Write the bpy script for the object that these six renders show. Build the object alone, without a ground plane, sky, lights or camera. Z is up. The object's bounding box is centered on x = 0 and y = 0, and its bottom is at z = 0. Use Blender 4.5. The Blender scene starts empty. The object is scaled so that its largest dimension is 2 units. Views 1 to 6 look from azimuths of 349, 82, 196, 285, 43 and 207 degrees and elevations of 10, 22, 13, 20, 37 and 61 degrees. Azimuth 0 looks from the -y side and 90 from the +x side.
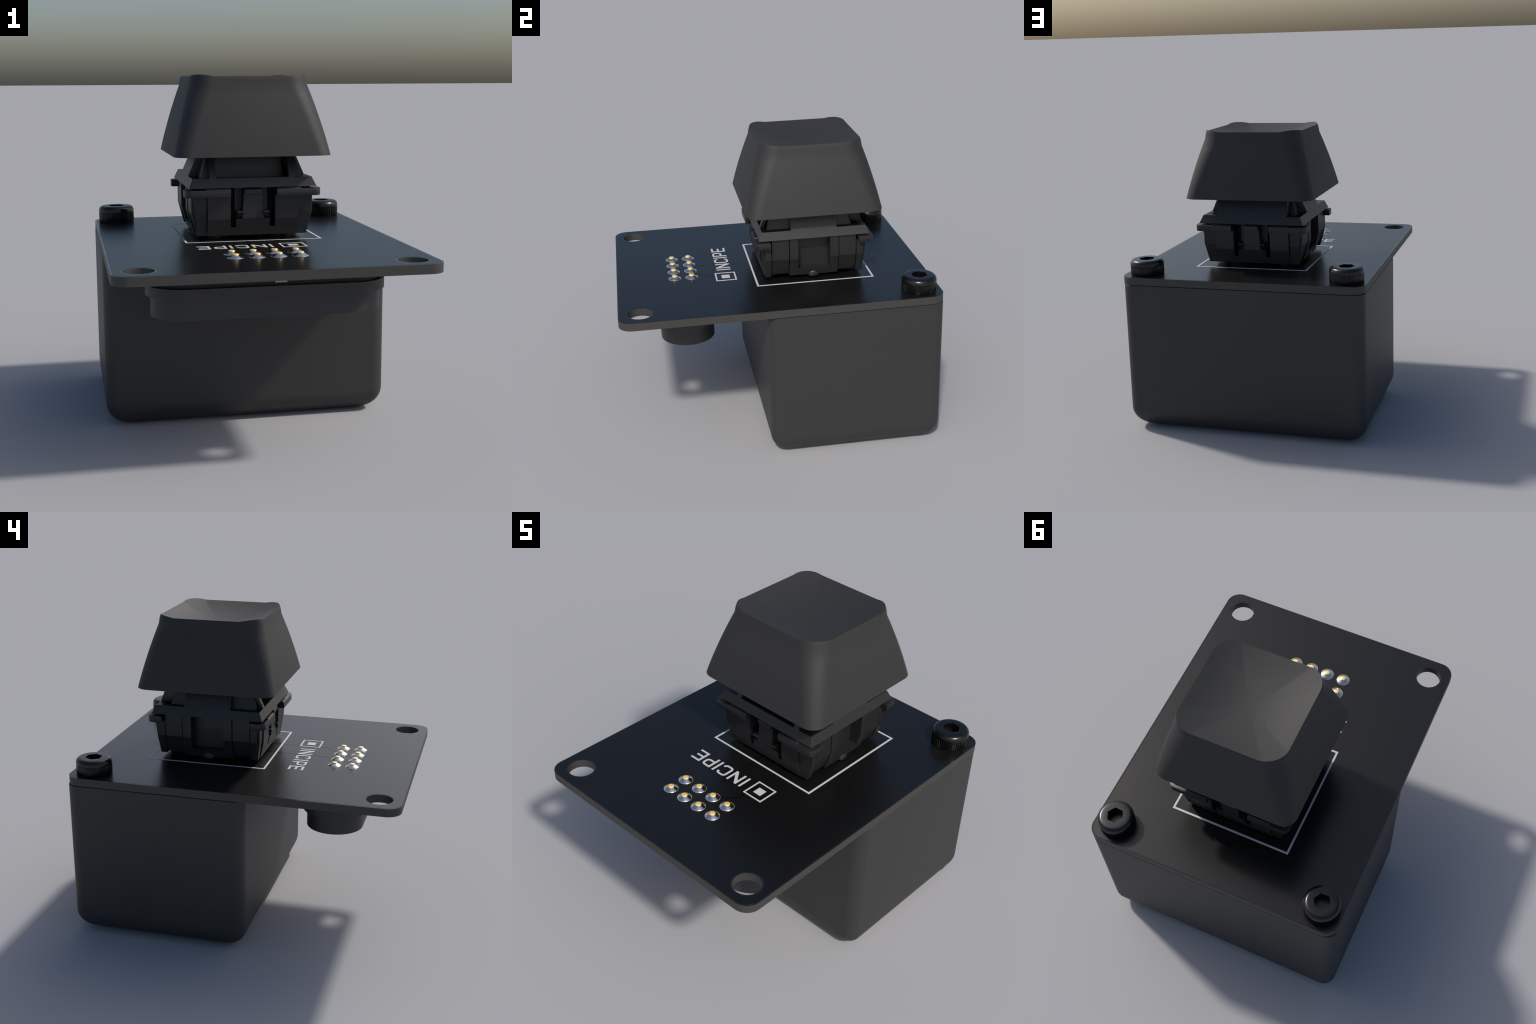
import bpy, bmesh, math
from mathutils import Vector, Matrix

# ------------------------------------------------------------------ sizes
BOARD_HALF_X, BOARD_HALF_Y, BOARD_R = 0.797, 1.000, 0.086
BOARD_BOTTOM, BOARD_TOP = 0.981, 1.0292
MASK_TOP = 1.0297
SILK_TOP = 1.0307
HOLE_X, HOLE_Y, HOLE_R = 0.664, 0.866, 0.0768
SWITCH_X, SWITCH_Y = 0.0303, 0.2600          # key switch centre
COLL = bpy.context.scene.collection

# ------------------------------------------------------------------ materials
def new_mat(name, color, rough=0.5, metallic=0.0, spec=0.5, grain=0.0, grain_scale=300.0,
            tint=0.0, coat=0.0, ior=1.5):
    m = bpy.data.materials.new(name)
    m.use_nodes = True
    nt = m.node_tree
    b = nt.nodes["Principled BSDF"]
    b.inputs["Base Color"].default_value = (*color, 1)
    b.inputs["Roughness"].default_value = rough
    b.inputs["Metallic"].default_value = metallic
    b.inputs["Specular IOR Level"].default_value = spec
    b.inputs["IOR"].default_value = ior
    b.inputs["Coat Weight"].default_value = coat
    if grain or tint:
        tc = nt.nodes.new("ShaderNodeTexCoord")
        nz = nt.nodes.new("ShaderNodeTexNoise")
        nz.inputs["Scale"].default_value = grain_scale
        nz.inputs["Detail"].default_value = 3
        nt.links.new(tc.outputs["Object"], nz.inputs["Vector"])
        if grain:
            bp = nt.nodes.new("ShaderNodeBump")
            bp.inputs["Strength"].default_value = grain
            bp.inputs["Distance"].default_value = 0.002
            nt.links.new(nz.outputs["Fac"], bp.inputs["Height"])
            nt.links.new(bp.outputs["Normal"], b.inputs["Normal"])
        if tint:
            rp = nt.nodes.new("ShaderNodeValToRGB")
            rp.color_ramp.elements[0].position = 0.35
            rp.color_ramp.elements[1].position = 0.65
            rp.color_ramp.elements[0].color = (*[c * (1 - tint) for c in color], 1)
            rp.color_ramp.elements[1].color = (*[c * (1 + tint) for c in color], 1)
            nt.links.new(nz.outputs["Fac"], rp.inputs["Fac"])
            nt.links.new(rp.outputs["Color"], b.inputs["Base Color"])
    return m

M_BOX = new_mat("enclosure_plastic", (0.0285, 0.0285, 0.0285), 0.52, grain=0.03, grain_scale=220, tint=0.03)
M_CAP = new_mat("keycap_plastic", (0.0265, 0.0263, 0.026), 0.62, spec=0.42, grain=0.03, grain_scale=260, tint=0.03)
M_SWITCH = new_mat("switch_plastic", (0.0155, 0.0155, 0.0155), 0.45, grain=0.02, tint=0.03)
M_COVER = new_mat("switch_cover_plastic", (0.018, 0.018, 0.018), 0.38, grain=0.02, tint=0.03)
M_EDGE = new_mat("board_laminate", (0.042, 0.041, 0.036), 0.55)
M_RIM = new_mat("bare_laminate_rim", (0.012, 0.013, 0.014), 0.12)
M_MASK = new_mat("solder_mask", (0.0055, 0.0055, 0.0056), 0.28)
M_TRACE = new_mat("masked_trace", (0.0048, 0.0048, 0.005), 0.22)
M_SILK = new_mat("white_silkscreen", (0.53, 0.53, 0.53), 0.6)
M_LABEL = new_mat("white_label", (0.85, 0.85, 0.85), 0.5)  # whitened past the silkscreen so it reads bright under the board's shade
M_SOLDER = new_mat("solder_tin", (0.80, 0.80, 0.82), 0.18, metallic=1.0)
M_GOLD = new_mat("gold_plating", (1.0, 0.70, 0.25), 0.38, metallic=0.3)
M_SCREW = new_mat("black_oxide_steel", (0.004, 0.004, 0.004), 0.27)
M_CONN = new_mat("connector_plastic", (0.028, 0.028, 0.031), 0.5, grain=0.02)
M_DARK = new_mat("dark_cavity_plastic", (0.006, 0.006, 0.006), 0.7)

# fine woven grain of the laminate under the mask
def weave(mat):
    nt = mat.node_tree
    b = nt.nodes["Principled BSDF"]
    tc = nt.nodes.new("ShaderNodeTexCoord")
    mp = nt.nodes.new("ShaderNodeMapping")
    mp.inputs["Rotation"].default_value = (0, 0, math.radians(90))
    wv = nt.nodes.new("ShaderNodeTexWave")
    wv.inputs["Scale"].default_value = 38
    wv.inputs["Distortion"].default_value = 0.4
    bp = nt.nodes.new("ShaderNodeBump")
    bp.inputs["Strength"].default_value = 0.006
    bp.inputs["Distance"].default_value = 0.002
    nt.links.new(tc.outputs["Object"], mp.inputs["Vector"])
    nt.links.new(mp.outputs["Vector"], wv.inputs["Vector"])
    nt.links.new(wv.outputs["Fac"], bp.inputs["Height"])
    nt.links.new(bp.outputs["Normal"], b.inputs["Normal"])
weave(M_MASK)

# ------------------------------------------------------------------ mesh helpers
def put(name, mesh, mat, parent=None, loc=(0, 0, 0), smooth=30, kind=None):
    o = bpy.data.objects.new(name, mesh)
    COLL.objects.link(o)
    o.location = loc
    if mat and not mesh.materials:
        mesh.materials.append(mat)
    if smooth:
        mesh.shade_smooth()
        mesh.set_sharp_from_angle(angle=math.radians(smooth))
    else:
        mesh.shade_flat()
    if parent:
        o.parent = parent
    if kind:
        o["kind"] = kind
    return o

def rrect(hx, hy, r, n=8, cx=0.0, cy=0.0):
    pts = []
    for i, (sx, sy) in enumerate(((1, 1), (-1, 1), (-1, -1), (1, -1))):
        for k in range(n + 1):
            t = math.pi / 2 * (i + k / n)
            pts.append((cx + sx * (hx - r) + r * math.cos(t), cy + sy * (hy - r) + r * math.sin(t)))
    return pts

def circle(cx, cy, r, n=32, phase=0.0):
    return [(cx + r * math.cos(phase + 2 * math.pi * k / n), cy + r * math.sin(phase + 2 * math.pi * k / n)) for k in range(n)]

def rect(x0, x1, y0, y1):
    return [(x0, y0), (x1, y0), (x1, y1), (x0, y1)]

def loft(rings, close_start=True, close_end=True, wrap=False):
    bm = bmesh.new()
    R = [[bm.verts.new(p) for p in ring] for ring in rings]
    n = len(R[0])
    pairs = list(zip(R, R[1:])) + ([(R[-1], R[0])] if wrap else [])
    for a, b in pairs:
        for i in range(n):
            j = (i + 1) % n
            bm.faces.new((a[i], a[j], b[j], b[i]))
    if close_start and not wrap:
        bm.faces.new(list(reversed(R[0])))
    if close_end and not wrap:
        bm.faces.new(R[-1])
    bmesh.ops.recalc_face_normals(bm, faces=bm.faces)
    me = bpy.data.meshes.new("loft")
    bm.to_mesh(me)
    bm.free()
    return me

def ring3(pts, z):
    return [(x, y, z) for x, y in pts]

def prism(loops, z0, z1, bevel=0.0):
    """closed outlines (first = outside, rest = holes) extruded from z0 to z1"""
    cu = bpy.data.curves.new("outline", "CURVE")
    cu.dimensions = '2D'
    cu.fill_mode = 'BOTH'
    cu.extrude = (z1 - z0) / 2 - bevel
    cu.bevel_depth = bevel
    cu.bevel_resolution = 1
    if bevel:
        cu.offset = -bevel
    for lp in loops:
        s = cu.splines.new('POLY')
        s.points.add(len(lp) - 1)
        for p, (x, y) in zip(s.points, lp):
            p.co = (x, y, 0, 1)
        s.use_cyclic_u = True
    ob = bpy.data.objects.new("outline", cu)
    COLL.objects.link(ob)
    me = bpy.data.meshes.new_from_object(ob.evaluated_get(bpy.context.evaluated_depsgraph_get()))
    bpy.data.objects.remove(ob)
    bpy.data.curves.remove(cu)
    me.transform(Matrix.Translation((0, 0, (z0 + z1) / 2)))
    bm = bmesh.new()
    bm.from_mesh(me)
    bmesh.ops.remove_doubles(bm, verts=bm.verts, dist=1e-5)
    bmesh.ops.recalc_face_normals(bm, faces=bm.faces)
    bm.to_mesh(me)
    bm.free()
    me.materials.clear()
    return me

def join(meshes):
    bm = bmesh.new()
    for m in meshes:
        bm.from_mesh(m)
    me = bpy.data.meshes.new("joined")
    bm.to_mesh(me)
    bm.free()
    return me

def hexa(lo, hi, bevel=0.0):
    """block between quad 'lo' and quad 'hi' (4 xyz corners each, same order)"""
    bm = bmesh.new()
    a = [bm.verts.new(p) for p in lo]
    b = [bm.verts.new(p) for p in hi]
    bm.faces.new(a[::-1]); bm.faces.new(b)
    for i in range(4):
        j = (i + 1) % 4
        bm.faces.new((a[i], a[j], b[j], b[i]))
    bmesh.ops.recalc_face_normals(bm, faces=bm.faces)
    if bevel:
        bmesh.ops.bevel(bm, geom=bm.edges[:], offset=bevel, segments=2, affect='EDGES', profile=0.6)
    me = bpy.data.meshes.new("block")
    bm.to_mesh(me)
    bm.free()
    return me

def block(x0, x1, y0, y1, z0, z1, bevel=0.002):
    return hexa([(x0, y0, z0), (x1, y0, z0), (x1, y1, z0), (x0, y1, z0)],
                [(x0, y0, z1), (x1, y0, z1), (x1, y1, z1), (x0, y1, z1)], bevel)

def spun(me, turns):
    m = me.copy()
    m.transform(Matrix.Rotation(math.radians(90 * turns), 4, 'Z'))
    return m

def mirrored(me, sx, sy):
    m = me.copy()
    m.transform(Matrix.Diagonal((sx, sy, 1, 1)))
    if sx * sy < 0:
        m.flip_normals()
    return m

# ------------------------------------------------------------------ root
root = bpy.data.objects.new("keyswitch_box", None)
root.empty_display_size = 0.2
COLL.objects.link(root)
root["label"] = "black plastic box with circuit board, one big keyboard key"
root["category"] = "key switch"

# ------------------------------------------------------------------ enclosure
BX, BXC, BOX_R, BY0, BY1 = 0.7945, -0.001, 0.074, -0.101, 1.0005
bcy, bhy = (BY0 + BY1) / 2, (BY1 - BY0) / 2
BOX_TOP, FIL = 0.9775, 0.138
rings = []
for k in range(13):
    t = math.pi / 2 * k / 12
    d = FIL * (1 - math.sin(t))
    rings.append(ring3(rrect(BX - d, bhy - d, max(BOX_R - 0.4 * d, 0.03), 8, BXC, bcy), FIL * (1 - math.cos(t))))
rings.append(ring3(rrect(BX, bhy, BOX_R, 8, BXC, bcy), BOX_TOP - 0.003))
rings.append(ring3(rrect(BX - 0.003, bhy - 0.003, BOX_R - 0.003, 8, BXC, bcy), BOX_TOP))
WALL = 0.065
rings.append(ring3(rrect(BX - WALL, bhy - WALL, 0.04, 8, BXC, bcy), BOX_TOP))
rings.append(ring3(rrect(BX - WALL, bhy - WALL, 0.04, 8, BXC, bcy), WALL))
enclosure = put("enclosure", loft(rings), M_BOX, root, smooth=35)
# screw bosses inside the box and a thin gasket that closes the seam to the board
for sx in (-1, 1):
    put("screw_boss", loft([ring3(circle(sx * HOLE_X, HOLE_Y - 0.005, 0.11), z) for z in (0.06, 0.975)]), M_BOX, enclosure)
put("gasket", prism([rrect(BX - 0.012, bhy - 0.012, 0.064, 8, BXC, bcy), rrect(BX - 0.06, bhy - 0.06, 0.04, 8, BXC, bcy)],
                    BOX_TOP - 0.01, BOARD_BOTTOM - 0.0005), M_DARK, enclosure)

# ------------------------------------------------------------------ circuit board
BOARD_X = 0.003
holes = [(BOARD_X + sx * HOLE_X, sy * HOLE_Y) for sx in (-1, 1) for sy in (-1, 1)]
board_me = prism([rrect(BOARD_HALF_X, BOARD_HALF_Y, BOARD_R, 12, BOARD_X)] + [circle(x, y, HOLE_R, 48) for x, y in holes],
                 BOARD_BOTTOM, BOARD_TOP)
board_me.materials.append(M_EDGE)
board_me.materials.append(M_RIM)
for p in board_me.polygons:
    if abs(p.normal.z) > 0.5:
        p.material_index = 1
board = put("circuit_board", board_me, None, root, smooth=40)
PULL = 0.0095
put("solder_mask", prism([rrect(BOARD_HALF_X - PULL, BOARD_HALF_Y - PULL, BOARD_R - PULL, 12, BOARD_X)]
                         + [circle(x, y, HOLE_R + PULL, 48) for x, y in holes], BOARD_TOP - 0.001, MASK_TOP), M_MASK, board)

# faint copper pour and traces that lift the mask a hair
def stroke(path, w, closed=False):
    """outline polygon(s) of a mitred stroke along a 2D path"""
    n = len(path)
    L, Rr = [], []
    for i, p in enumerate(path):
        p = Vector(p)
        a = Vector(path[i - 1]) if (i > 0 or closed) else None
        b = Vector(path[(i + 1) % n]) if (i < n - 1 or closed) else None
        if a is None: a = p - (b - p)
        if b is None: b = p + (p - a)
        d1, d2 = (p - a).normalized(), (b - p).normalized()
        n1, n2 = Vector((-d1.y, d1.x)), Vector((-d2.y, d2.x))
        m = (n1 + n2).normalized()
        h = (w / 2) / max(m.dot(n1), 0.35)
        L.append(tuple(p + m * h)); Rr.append(tuple(p - m * h))
    return [L, Rr] if closed else [L + Rr[::-1]]

TRACE = 0.017
for path in ([(-0.054, -0.480), (-0.015, -0.440), (-0.015, -0.02)],
             [(0.086, -0.478), (0.106, -0.470), (0.158, -0.420), (0.158, -0.02)],
             [(0.070, 0.718), (-0.012, 0.724), (-0.060, 0.670), (-0.085, 0.600)]):
    put("copper_trace", prism(stroke(path, TRACE), MASK_TOP - 0.0005, MASK_TOP + 0.0005), M_TRACE, board, smooth=0)
put("via", prism([circle(0.091, 0.717, 0.021, 24), circle(0.091, 0.717, 0.009, 16)], MASK_TOP - 0.0005, MASK_TOP + 0.0006), M_TRACE, board, smooth=30)

# ------------------------------------------------------------------ silkscreen
q = 0.3792
sx0, sy0 = 0.0303, 0.2612
put("silkscreen_outline", prism(stroke([(sx0 - q + .006, sy0 - q + .006), (sx0 + q - .006, sy0 - q + .006),
                                        (sx0 + q - .006, sy0 + q - .006), (sx0 - q + .006, sy0 + q - .006)], 0.0125, True),
                                MASK_TOP - 0.0005, SILK_TOP), M_SILK, board, smooth=0)
lx, ly = 0.203, -0.297
put("logo_frame", prism([rect(lx - .067, lx + .067, ly - .067, ly + .067), rect(lx - .057, lx + .057, ly - .057, ly + .057)],
                        MASK_TOP - 0.0005, SILK_TOP), M_SILK, board, smooth=0)
put("logo_dot", prism([rect(lx - .0265, lx + .0265, ly - .0265, ly + .0265)], MASK_TOP - 0.0005, SILK_TOP), M_SILK, board, smooth=0)

# lettering: u runs along -x (reading direction), v runs along -y (up)
CAPH, W = 0.0945, 0.0133
BASE_Y = -0.2510
h = W / 2
def letter(loops, x_start):
    out = [[(x_start - u, BASE_Y - v) for u, v in lp] for lp in loops]
    put("letter", prism(out, MASK_TOP - 0.0005, SILK_TOP), M_SILK, board, smooth=0)
def arc_corner(c, r, a0, a1, n=4):
    return [(c[0] + r * math.cos(math.radians(a0 + (a1 - a0) * k / n)), c[1] + r * math.sin(math.radians(a0 + (a1 - a0) * k / n))) for k in range(n + 1)]
BAR = [rect(0, W, 0, CAPH)]
letter(BAR, 0.0905)
wN = 0.0750
letter([[(0, 0), (W, 0), (W, CAPH * .68), (wN - W, 0), (wN, 0), (wN, CAPH), (wN - W, CAPH), (wN - W, CAPH * .32), (W, CAPH), (0, CAPH)]], 0.0573)
wC, rC = 0.0690, 0.0165
C = arc_corner((wC - h - rC, CAPH - h - rC), rC, -8, 90) + arc_corner((h + rC, CAPH - h - rC), rC, 90, 180) \
    + arc_corner((h + rC, h + rC), rC, 180, 270) + arc_corner((wC - h - rC, h + rC), rC, 270, 368)
letter(stroke(C, W), -0.0375)
letter(BAR, -0.1248)
wP, rP = 0.0660, 0.017
P = [(h, 0), (h, CAPH - h)] + arc_corner((wP - h - rP, CAPH - h - rP), rP, 90, 0) \
    + arc_corner((wP - h - rP, CAPH * .37 + h + rP - .004), rP, 0, -90) + [(W + 0.0002, CAPH * .37 + h - .004)]
letter(stroke(P, W), -0.1575)
wE = 0.0675
letter([[(0, 0), (wE, 0), (wE, W), (W, W), (W, (CAPH - W) / 2), (wE - .009, (CAPH - W) / 2), (wE - .009, (CAPH + W) / 2),
         (W, (CAPH + W) / 2), (W, CAPH - W), (wE, CAPH - W), (wE, CAPH), (0, CAPH)]], -0.2425)

# ------------------------------------------------------------------ solder joints with gilded pins (2 x 4, one tenth inch)
PITCH = 0.1104
def turned(profile, n=32):
    """solid of revolution from (radius, z) pairs"""
    bm = bmesh.new()
    rows = []
    for r, z in profile:
        rows.append([bm.verts.new((0, 0, z))] if r < 1e-6 else
                    [bm.verts.new((r * math.cos(2 * math.pi * k / n), r * math.sin(2 * math.pi * k / n), z)) for k in range(n)])
    for a, b in zip(rows, rows[1:]):
        for k in range(n):
            j = (k + 1) % n
            if len(a) == 1: bm.faces.new((a[0], b[j], b[k]))
            elif len(b) == 1: bm.faces.new((a[k], a[j], b[0]))
            else: bm.faces.new((a[k], a[j], b[j], b[k]))
    bmesh.ops.recalc_face_normals(bm, faces=bm.faces)
    me = bpy.data.meshes.new("turned")
    bm.to_mesh(me)
    bm.free()
    return me
cone = turned([(0, 0), (0.0402, 0), (0.0395, 0.0008), (0.0360, 0.0032), (0.030, 0.0068), (0.024, 0.0103), (0.0185, 0.0135), (0.0155, 0.0150), (0, 0.0150)])
tip = turned([(0, -0.03), (0.0145, -0.03), (0.0168, 0.008), (0.0172, 0.0178), (0.0163, 0.0196), (0.0130, 0.0208), (0.007, 0.0214), (0, 0.0216)])
pad = turned([(0.038, 0), (0.0408, 0), (0.0408, 0.0004), (0.038, 0.0004), (0.038, 0)])
for i in range(4):
    for y in (-0.5155, -0.6262):
        at = ((i - 1.5) * PITCH, y, MASK_TOP)
        put("solder_joint", cone, M_SOLDER, board, at, smooth=50)
        put("header_pin", tip, M_GOLD, board, at, smooth=50)
        put("solder_pad", pad, M_GOLD, board, at, smooth=50)

# ------------------------------------------------------------------ socket head screws
def screw_head():
    R, H, N = 0.1085, 0.098, 48
    bm = bmesh.new()
    seg = N * 4
    prof = [(0.102, 0.0, 0), (0.1068, 0.004, 1), (0.1078, 0.007, 1), (0.1078, 0.058, 1), (0.1085, 0.063, 0), (0.1085, 0.070, 0)]
    for k in range(1, 8):
        t = math.pi / 2 * k / 7
        prof.append((0.0825 + 0.026 * math.cos(t), 0.070 + 0.028 * math.sin(t), 0))
    rows = []
    for r, z, kn in prof:
        row = []
        for k in range(seg):
            a = 2 * math.pi * k / seg
            rr = r - (0.0045 if (kn and k % 4 in (2, 3)) else 0)
            row.append(bm.verts.new((rr * math.cos(a), rr * math.sin(a), z)))
        rows.append(row)
    for a, b in zip(rows, rows[1:]):
        for k in range(seg):
            j = (k + 1) % seg
            bm.faces.new((a[k], a[j], b[j], b[k]))
    bm.faces.new(rows[0][::-1])
    # hexagonal drive recess
    AC = 0.0515
    def hexr(a):
        s = math.pi / 3
        m = (a % s) - s / 2
        return AC * math.cos(s / 2) / math.cos(m)
    mid = [bm.verts.new((0.0512 * 1.12 * math.cos(2 * math.pi * k / seg), 0.0512 * 1.12 * math.sin(2 * math.pi * k / seg), H)) for k in range(seg)]
    def hexring(z):
        return [bm.verts.new((hexr(2 * math.pi * k / seg) * math.cos(2 * math.pi * k / seg), hexr(2 * math.pi * k / seg) * math.sin(2 * math.pi * k / seg), z)) for k in range(seg)]
    h1, h2 = hexring(H), hexring(H - 0.055)
    for a, b in ((rows[-1], mid), (mid, h1), (h1, h2)):
        for k in range(seg):
            j = (k + 1) % seg
            bm.faces.new((a[k], a[j], b[j], b[k]))
    bm.faces.new(h2)
    bmesh.ops.recalc_face_normals(bm, faces=bm.faces)
    me = bpy.data.meshes.new("screw_head")
    bm.to_mesh(me)
    bm.free()
    return me
head = screw_head()
shaft = turned([(0, -0.5), (0.055, -0.5), (0.062, -0.49), (0.062, 0.01), (0, 0.01)])
for sx, ang in ((1, -3), (-1, 3)):
    s = put("socket_screw", head, M_SCREW, root, (sx * 0.6625, 0.8625, MASK_TOP), smooth=32)
    s.rotation_euler.z = math.radians(ang)
    put("screw_shaft", shaft, M_SCREW, s)

# ------------------------------------------------------------------ shrouded connector under the board
CX, CY, CA, CB = 0.000, -0.574, 0.585, 0.168
body = loft([ring3(rrect(CA - .055, CB - .055, CB - .056, 16, CX, CY), 0.80),
             ring3(rrect(CA - .055, CB - .055, CB - .056, 16, CX, CY), 0.750),
             ring3(rrect(CA, CB, CB - .001, 16, CX, CY), 0.750),
             ring3(rrect(CA, CB, CB - .001, 16, CX, CY), 0.860)])
connector = put("connector", body, M_CONN, root, smooth=40)
FO = 0.025
put("connector_flange", loft([ring3(rrect(CA + FO, CB + FO, CB + FO - .001, 16, CX, CY), 0.856),
                              ring3(rrect(CA + FO, CB + FO, CB + FO - .001, 16, CX, CY), 0.909),
                              ring3(rrect(CA + FO - .018, CB + FO - .018, CB + FO - .019, 16, CX, CY), 0.909),
                              ring3(rrect(CA + FO - .020, CB + FO - .020, CB + FO - .021, 16, CX, CY), 0.880)]), M_CONN, connector, smooth=40)
UP = FO - .034
put("connector_base", loft([ring3(rrect(CA + UP, CB + UP, CB + UP - .001, 16, CX, CY), z) for z in (0.870, BOARD_BOTTOM - .0005)]), M_CONN, connector, smooth=40)
put("white_mark", block(0.012, 0.072, CY - CB - UP - .0012, CY - CB - UP + .002, 0.9195, 0.9290, 0), M_LABEL, connector, smooth=0)

# ------------------------------------------------------------------ key switch
def plate_ring(hx, hy, z, c=0.0):
    return [(hx, hy, z), (-hx, hy, z), (-hx, -hy, z), (hx, -hy, z)]
core = loft([plate_ring(.225, .235, 1.058), plate_ring(.225, .235, 1.330)])
switch = put("switch_housing", core, M_DARK, root, (SWITCH_X, SWITCH_Y, 0), smooth=0)

def face_y(x0, x1, prof, back=0.232, bevel=0.0015, xb=None):
    """panel on the -y face: prof = (z, depth) pairs, extruded over x0..x1; xb = optional x span at the bottom"""
    ring = [(z, d) for z, d in prof]
    zs0, zs1 = prof[0][0], prof[-1][0]
    outline = [(-d, z) for z, d in ring] + [(-back, zs1), (-back, zs0)]
    A, B = [], []
    for y, z in outline:
        f = (z - zs0) / (zs1 - zs0)
        a0, a1 = (x0, x1) if xb is None else (xb[0] + (x0 - xb[0]) * f, xb[1] + (x1 - xb[1]) * f)
        A.append((a0, y, z)); B.append((a1, y, z))
    me = loft([A, B])
    if bevel:
        bm = bmesh.new(); bm.from_mesh(me)
        bmesh.ops.bevel(bm, geom=bm.edges[:], offset=bevel, segments=1, affect='EDGES')
        bm.to_mesh(me); bm.free()
    return me

def y_side():
    out = []
    up, kn, dn = 0.341, 1.147, 0.319
    full = [(1.100, dn + .0093), (kn, up - .003), (1.275, up)]
    for s in (1, -1):
        lo, hi = (0.124, 0.252) if s > 0 else (-0.252, -0.124)
        out.append(face_y(lo, hi, full, bevel=0.0008))                                     # wide panel beside the slot
        if s > 0:   # corner post flows on from the panel
            out.append(face_y(0.2515, 0.336, [(1.055, dn - .004), (kn + .03, up - .011), (1.275, up - .008)], xb=(0.2515, 0.3045), back=.285, bevel=0))
        else:       # corner post behind a groove
            out.append(face_y(-0.336, -0.256, [(1.055, dn - .004), (kn + .03, up - .010), (1.275, up - .007)], xb=(-0.3045, -0.256), back=.285))
        lo, hi = (0.052, 0.090) if s > 0 else (-0.090, -0.052)
        out.append(face_y(lo, hi, [(1.146, up - .020), (1.183, up + .011), (1.190, up + .011)]))       # catch tooth
    for s in (1, -1):   # shallow wall beside the clip tongue, above the catch
        out.append(face_y(*sorted((s * 0.045, s * 0.0915)), [(1.15, 0.282), (1.318, 0.270)], bevel=0))
    out.append(face_y(-0.252, 0.252, [(1.055, dn), (1.1002, dn + .0093)], bevel=0))   # skirt across the face
    out.append(face_y(-0.094, 0.094, [(1.100, dn + .0093), (kn, up - .003)], bevel=0))  # sill under the clip
    out.append(face_y(-0.050, 0.050, [(1.1475, up - .002), (1.287, up - .004)], xb=(-0.060, 0.060)))   # clip tongue
    out.append(face_y(-0.049, 0.049, [(1.285, up + .012), (1.306, up + .012), (1.312, up + .004)]))    # clip lip
    return out

def face_x(y0, y1, prof, back=0.222, yb=None, bevel=0.0015):
    m = face_y(-y1, -y0, prof, back, bevel, None if yb is None else (-yb[1], -yb[0]))
    m.transform(Matrix.Rotation(math.radians(90), 4, 'Z'))   # -y face -> +x face
    return m

def x_side():
    out = []
    up, kn, dn = 0.3415, 1.178, 0.3045
    for s in (1, -1):
        def span(a, b): return (a, b) if s > 0 else (-b, -a)
        out.append(face_x(*span(0.275, 0.319), [(1.055, dn), (kn, up - .004), (1.275, up - .004)], yb=span(0.275, 0.314)))   # corner post
        out.append(face_x(*span(0.162, 0.271), [(1.066, dn - .010), (1.090, dn + .000), (kn, up - .004), (1.318, up - .004)]))  # side panel
        out.append(face_x(*span(0.103, 0.158), [(1.053, dn), (kn, up), (1.318, up)]))            # jamb of the recess
    out.append(face_x(-0.1035, 0.1035, [(1.053, dn), (1.100, dn + .0135)], bevel=0))                        # sill
    out.append(face_x(-0.1035, 0.1035, [(1.098, 0.262), (1.225, 0.262), (1.318, 0.250)], bevel=0))  # sloping back wall
    nub = turned([(0, -.014), (.030, -.014), (.030, -.004), (.025, .010), (.015, .020), (0, .024)], 24)
    nub.transform(Matrix.Translation((dn - .001, 0.0, 1.059)) @ Matrix.Diagonal((0.5, 1.1, 1, 1)))
    out.append(nub)
    return out
ys, xs = y_side(), x_side()
for t in (1, -1):
    put("front_panel", join([mirrored(m, 1, t) for m in ys]), M_SWITCH, switch, smooth=0)
    put("side_panel", join([mirrored(m, t, 1) for m in xs]), M_SWITCH, switch, smooth=0)
feet = []
for x in (-0.2, 0.2):
    for y in (-0.26, 0.26):
        f = turned([(0, 0), (.024, 0), (.028, .012), (.028, .035), (0, .035)], 20)
        f.transform(Matrix.Translation((x, y, MASK_TOP)))
        feet.append(f)
f = turned([(0, 0), (.087, 0), (.087, .035), (0, .035)], 32)
f.transform(Matrix.Translation((0, 0, MASK_TOP)))
put("standoff_feet", join(feet + [f]), M_SWITCH, switch, smooth=40)

# retaining flange: four L-shaped corners with a raised strip
FH = 0.3765
def corner_flange():
    o, i, r = FH, 0.322, 0.036
    pts = [(0.128, -i), (0.128, -o)] + [(o - r + r * math.cos(math.radians(a)), -o + r + r * math.sin(math.radians(a))) for a in range(-90, 1, 15)] + [(o, -0.283), (i, -0.283), (i, -i)]
    a = prism([pts], 1.271, 1.310, 0.001)
    s = hexa([(0.128, -o + .001, 1.308), (0.268, -o + .001, 1.308), (0.268, -.325, 1.308), (0.128, -.325, 1.308)],
             [(0.129, -o + .012, 1.3165), (0.262, -o + .012, 1.3165), (0.262, -.325, 1.3165), (0.129, -.325, 1.3165)], 0.0012)
    return join([a, s])
cf = corner_flange()
for sx in (1, -1):
    for sy in (1, -1):
        put("retaining_flange", mirrored(cf, sx, sy), M_SWITCH, switch, smooth=25)

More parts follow.
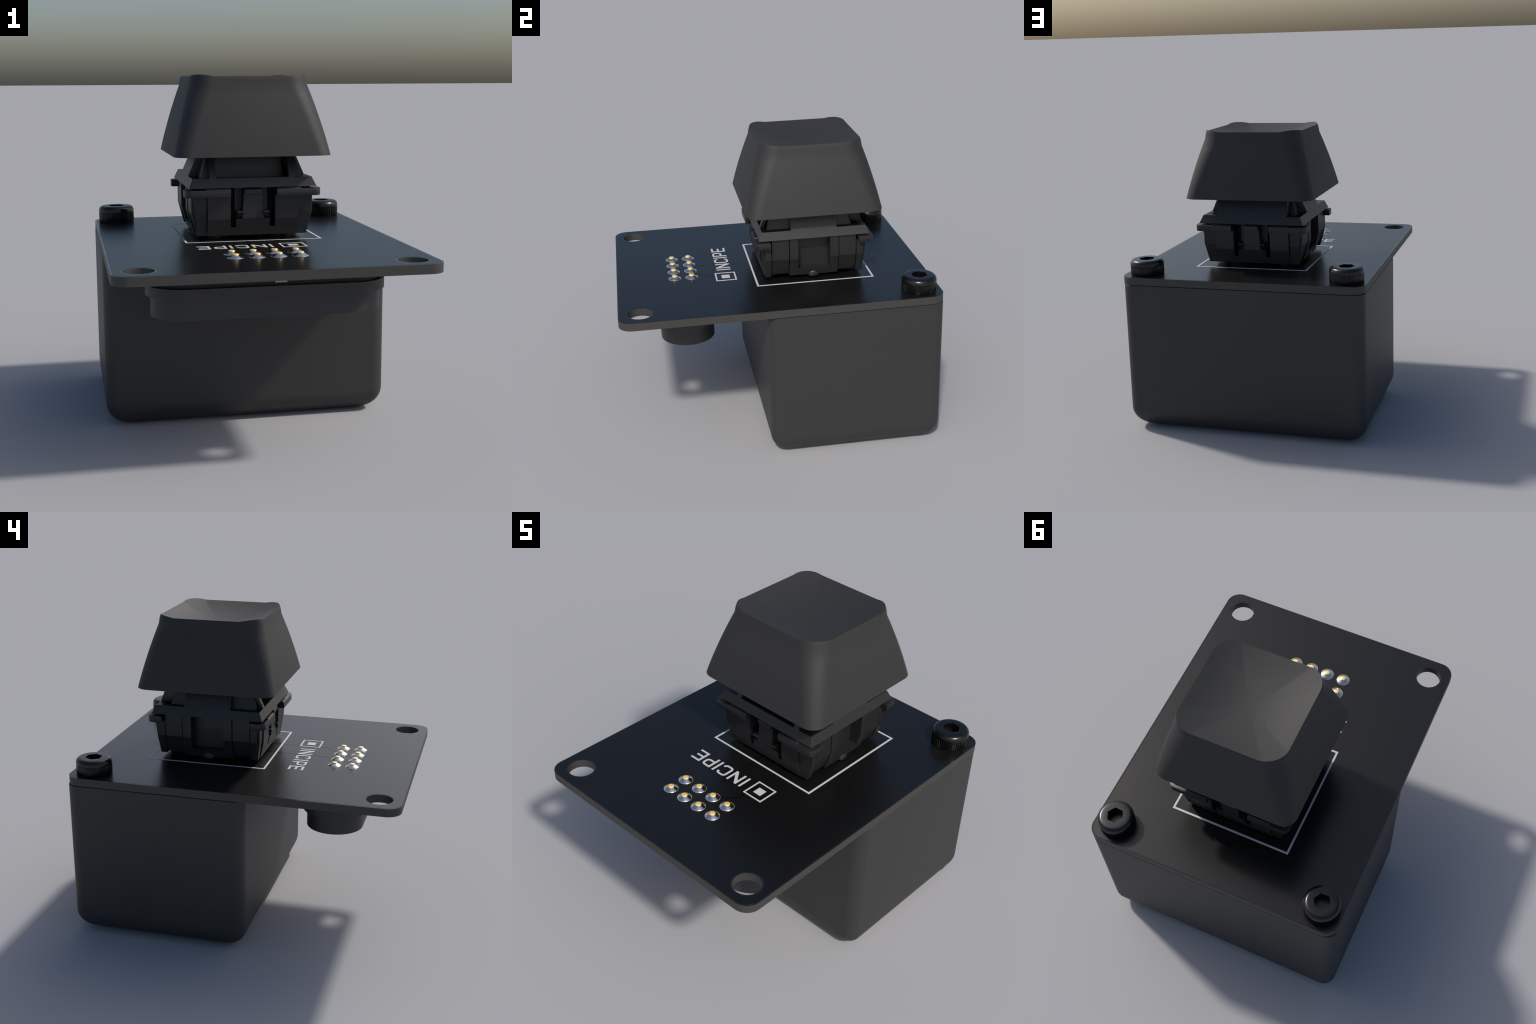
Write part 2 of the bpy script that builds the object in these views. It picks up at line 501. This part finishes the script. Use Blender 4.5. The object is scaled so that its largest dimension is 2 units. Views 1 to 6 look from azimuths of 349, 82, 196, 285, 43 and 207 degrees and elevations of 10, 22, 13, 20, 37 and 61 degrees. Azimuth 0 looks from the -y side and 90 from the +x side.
# top cover: bevelled frame plus the stepped tower that carries the stem
SL = 0.0227 / 0.051
CB0, CT0, CZ0, CZ1 = 0.3537, 0.331, 1.3195, 1.3705
frame = loft([plate_ring(CB0, CB0, CZ0), plate_ring(CT0, CT0, CZ1), plate_ring(CT0 - .040, CT0 - .040, CZ1),
              plate_ring(CT0 - .046, CT0 - .046, CZ1 - .022), plate_ring(CB0 - .05, CB0 - .05, CZ0)], False, False, wrap=True)
cover = put("top_cover", frame, M_COVER, switch, smooth=0)
put("cover_floor", block(-.30, .30, -.30, .30, 1.322, 1.349), M_DARK, switch, smooth=0)
TZ = 1.512
def slab(half_w, d0, d1, thick, z0=CZ1, z1=TZ, turn=0, w1=None):
    w1 = half_w if w1 is None else w1
    m = hexa([(-half_w, -d0, z0), (half_w, -d0, z0), (half_w, -d0 + thick, z0), (-half_w, -d0 + thick, z0)],
             [(-w1, -d1, z1), (w1, -d1, z1), (w1, -d1 + thick, z1), (-w1, -d1 + thick, z1)])
    return spun(m, turn)
drop = SL * (TZ - CZ1)
tower = []
tower += [slab(0.147, CT0, CT0 - drop, .09, turn=t) for t in (1, 3)]          # side plates continue the bevel
tower += [slab(0.2385, CT0, CT0 - .88 * drop, .07, turn=2)]                          # back plate continues the bevel
tower += [slab(0.200, .190, .174, .03, z0=1.35, turn=0, w1=0.188)]                           # front plate stands behind the bevel
d1 = CT0 - .95 * drop
for sx in (-1, 1):                                                                               # jambs of the front window
    tower.append(hexa([(sx * .203, -CT0, CZ1), (sx * .2385, -CT0, CZ1), (sx * .2385, -CT0 + .022, CZ1), (sx * .203, -CT0 + .022, CZ1)],
                      [(sx * .203, -d1, TZ), (sx * .2385, -d1, TZ), (sx * .2385, -d1 + .022, TZ), (sx * .203, -d1 + .022, TZ)]))
put("cover_tower_plates", join(tower), M_COVER, switch, smooth=0)
inner = []
for sx in (-1, 1):
    for sy in (-1, 1):
        yo = .302 if sy < 0 else .258      # front corners reach up to the jambs
        lo = [(sx * .240, sy * yo), (sx * .2875, sy * yo), (sx * .2875, sy * .06), (sx * .240, sy * .06)]
        hi = [(sx * .226, sy * (yo - .050)), (sx * .240, sy * (yo - .050)), (sx * .240, sy * .06), (sx * .226, sy * .06)]
        inner.append(hexa(ring3(lo, 1.345), ring3(hi, TZ), 0.0012))
inner.append(block(-.19, .19, -.14, .15, 1.345, TZ))
put("cover_tower_core", join(inner), M_SWITCH, switch, smooth=0)
stem = [block(-.09, .09, -.09, .09, 1.49, 1.60), block(-.088, .088, -.026, .026, 1.58, 1.76), block(-.026, .026, -.088, .088, 1.58, 1.76)]
put("stem", join(stem), M_SWITCH, switch, smooth=0)

# ------------------------------------------------------------------ keycap
def cap_ring(a, r, z):
    return ring3(rrect(a, a, r, 10), z)
TOPA, TOPR, ZC, KD, KP = 0.3205, 0.1176, 1.8465, 0.5455, 2.133
rings = []
for k in range(9):
    f = k / 8
    a = 0.4312 + (0.3312 - 0.4312) * f + 0.0055 * 4 * f * (1 - f)
    r = 0.083 + (0.119 - 0.083) * f
    rings.append(cap_ring(a, r, 1.4905 + (1.8660 - 1.4905) * f))
top_xy = rrect(TOPA, TOPA, TOPR, 10)
zt = [ZC + KD * math.hypot(x, y) ** KP for x, y in top_xy]
kink = rrect(0.3312, 0.3312, 0.119, 10)
for f in (0.55, 0.85):
    g = f ** 1.6
    rings.append([(kx + (x - kx) * g, ky + (y - ky) * g, 1.866 + (z - 1.866) * f) for (kx, ky), (x, y), z in zip(kink, top_xy, zt)])
rings.append([(x, y, z) for (x, y), z in zip(top_xy, zt)])
for k in range(1, 12):
    t = 1 - k / 12
    rings.append([(x * t, y * t, ZC + (z - ZC) * t * t) for (x, y), z in zip(top_xy, zt)])
bm_rings = rings
# underside shell
inside = [cap_ring(0.4312 - .012, 0.076, 1.4905), cap_ring(0.385, 0.06, 1.4925), cap_ring(0.290, 0.08, 1.800)]
cap_me = loft(inside[::-1] + bm_rings)
cap = put("keycap", cap_me, M_CAP, root, (SWITCH_X, SWITCH_Y + .0005, 0), smooth=42)
put("keycap_post", turned([(0, 1.56), (.125, 1.56), (.125, 1.83), (0, 1.83)], 40), M_CAP, cap)
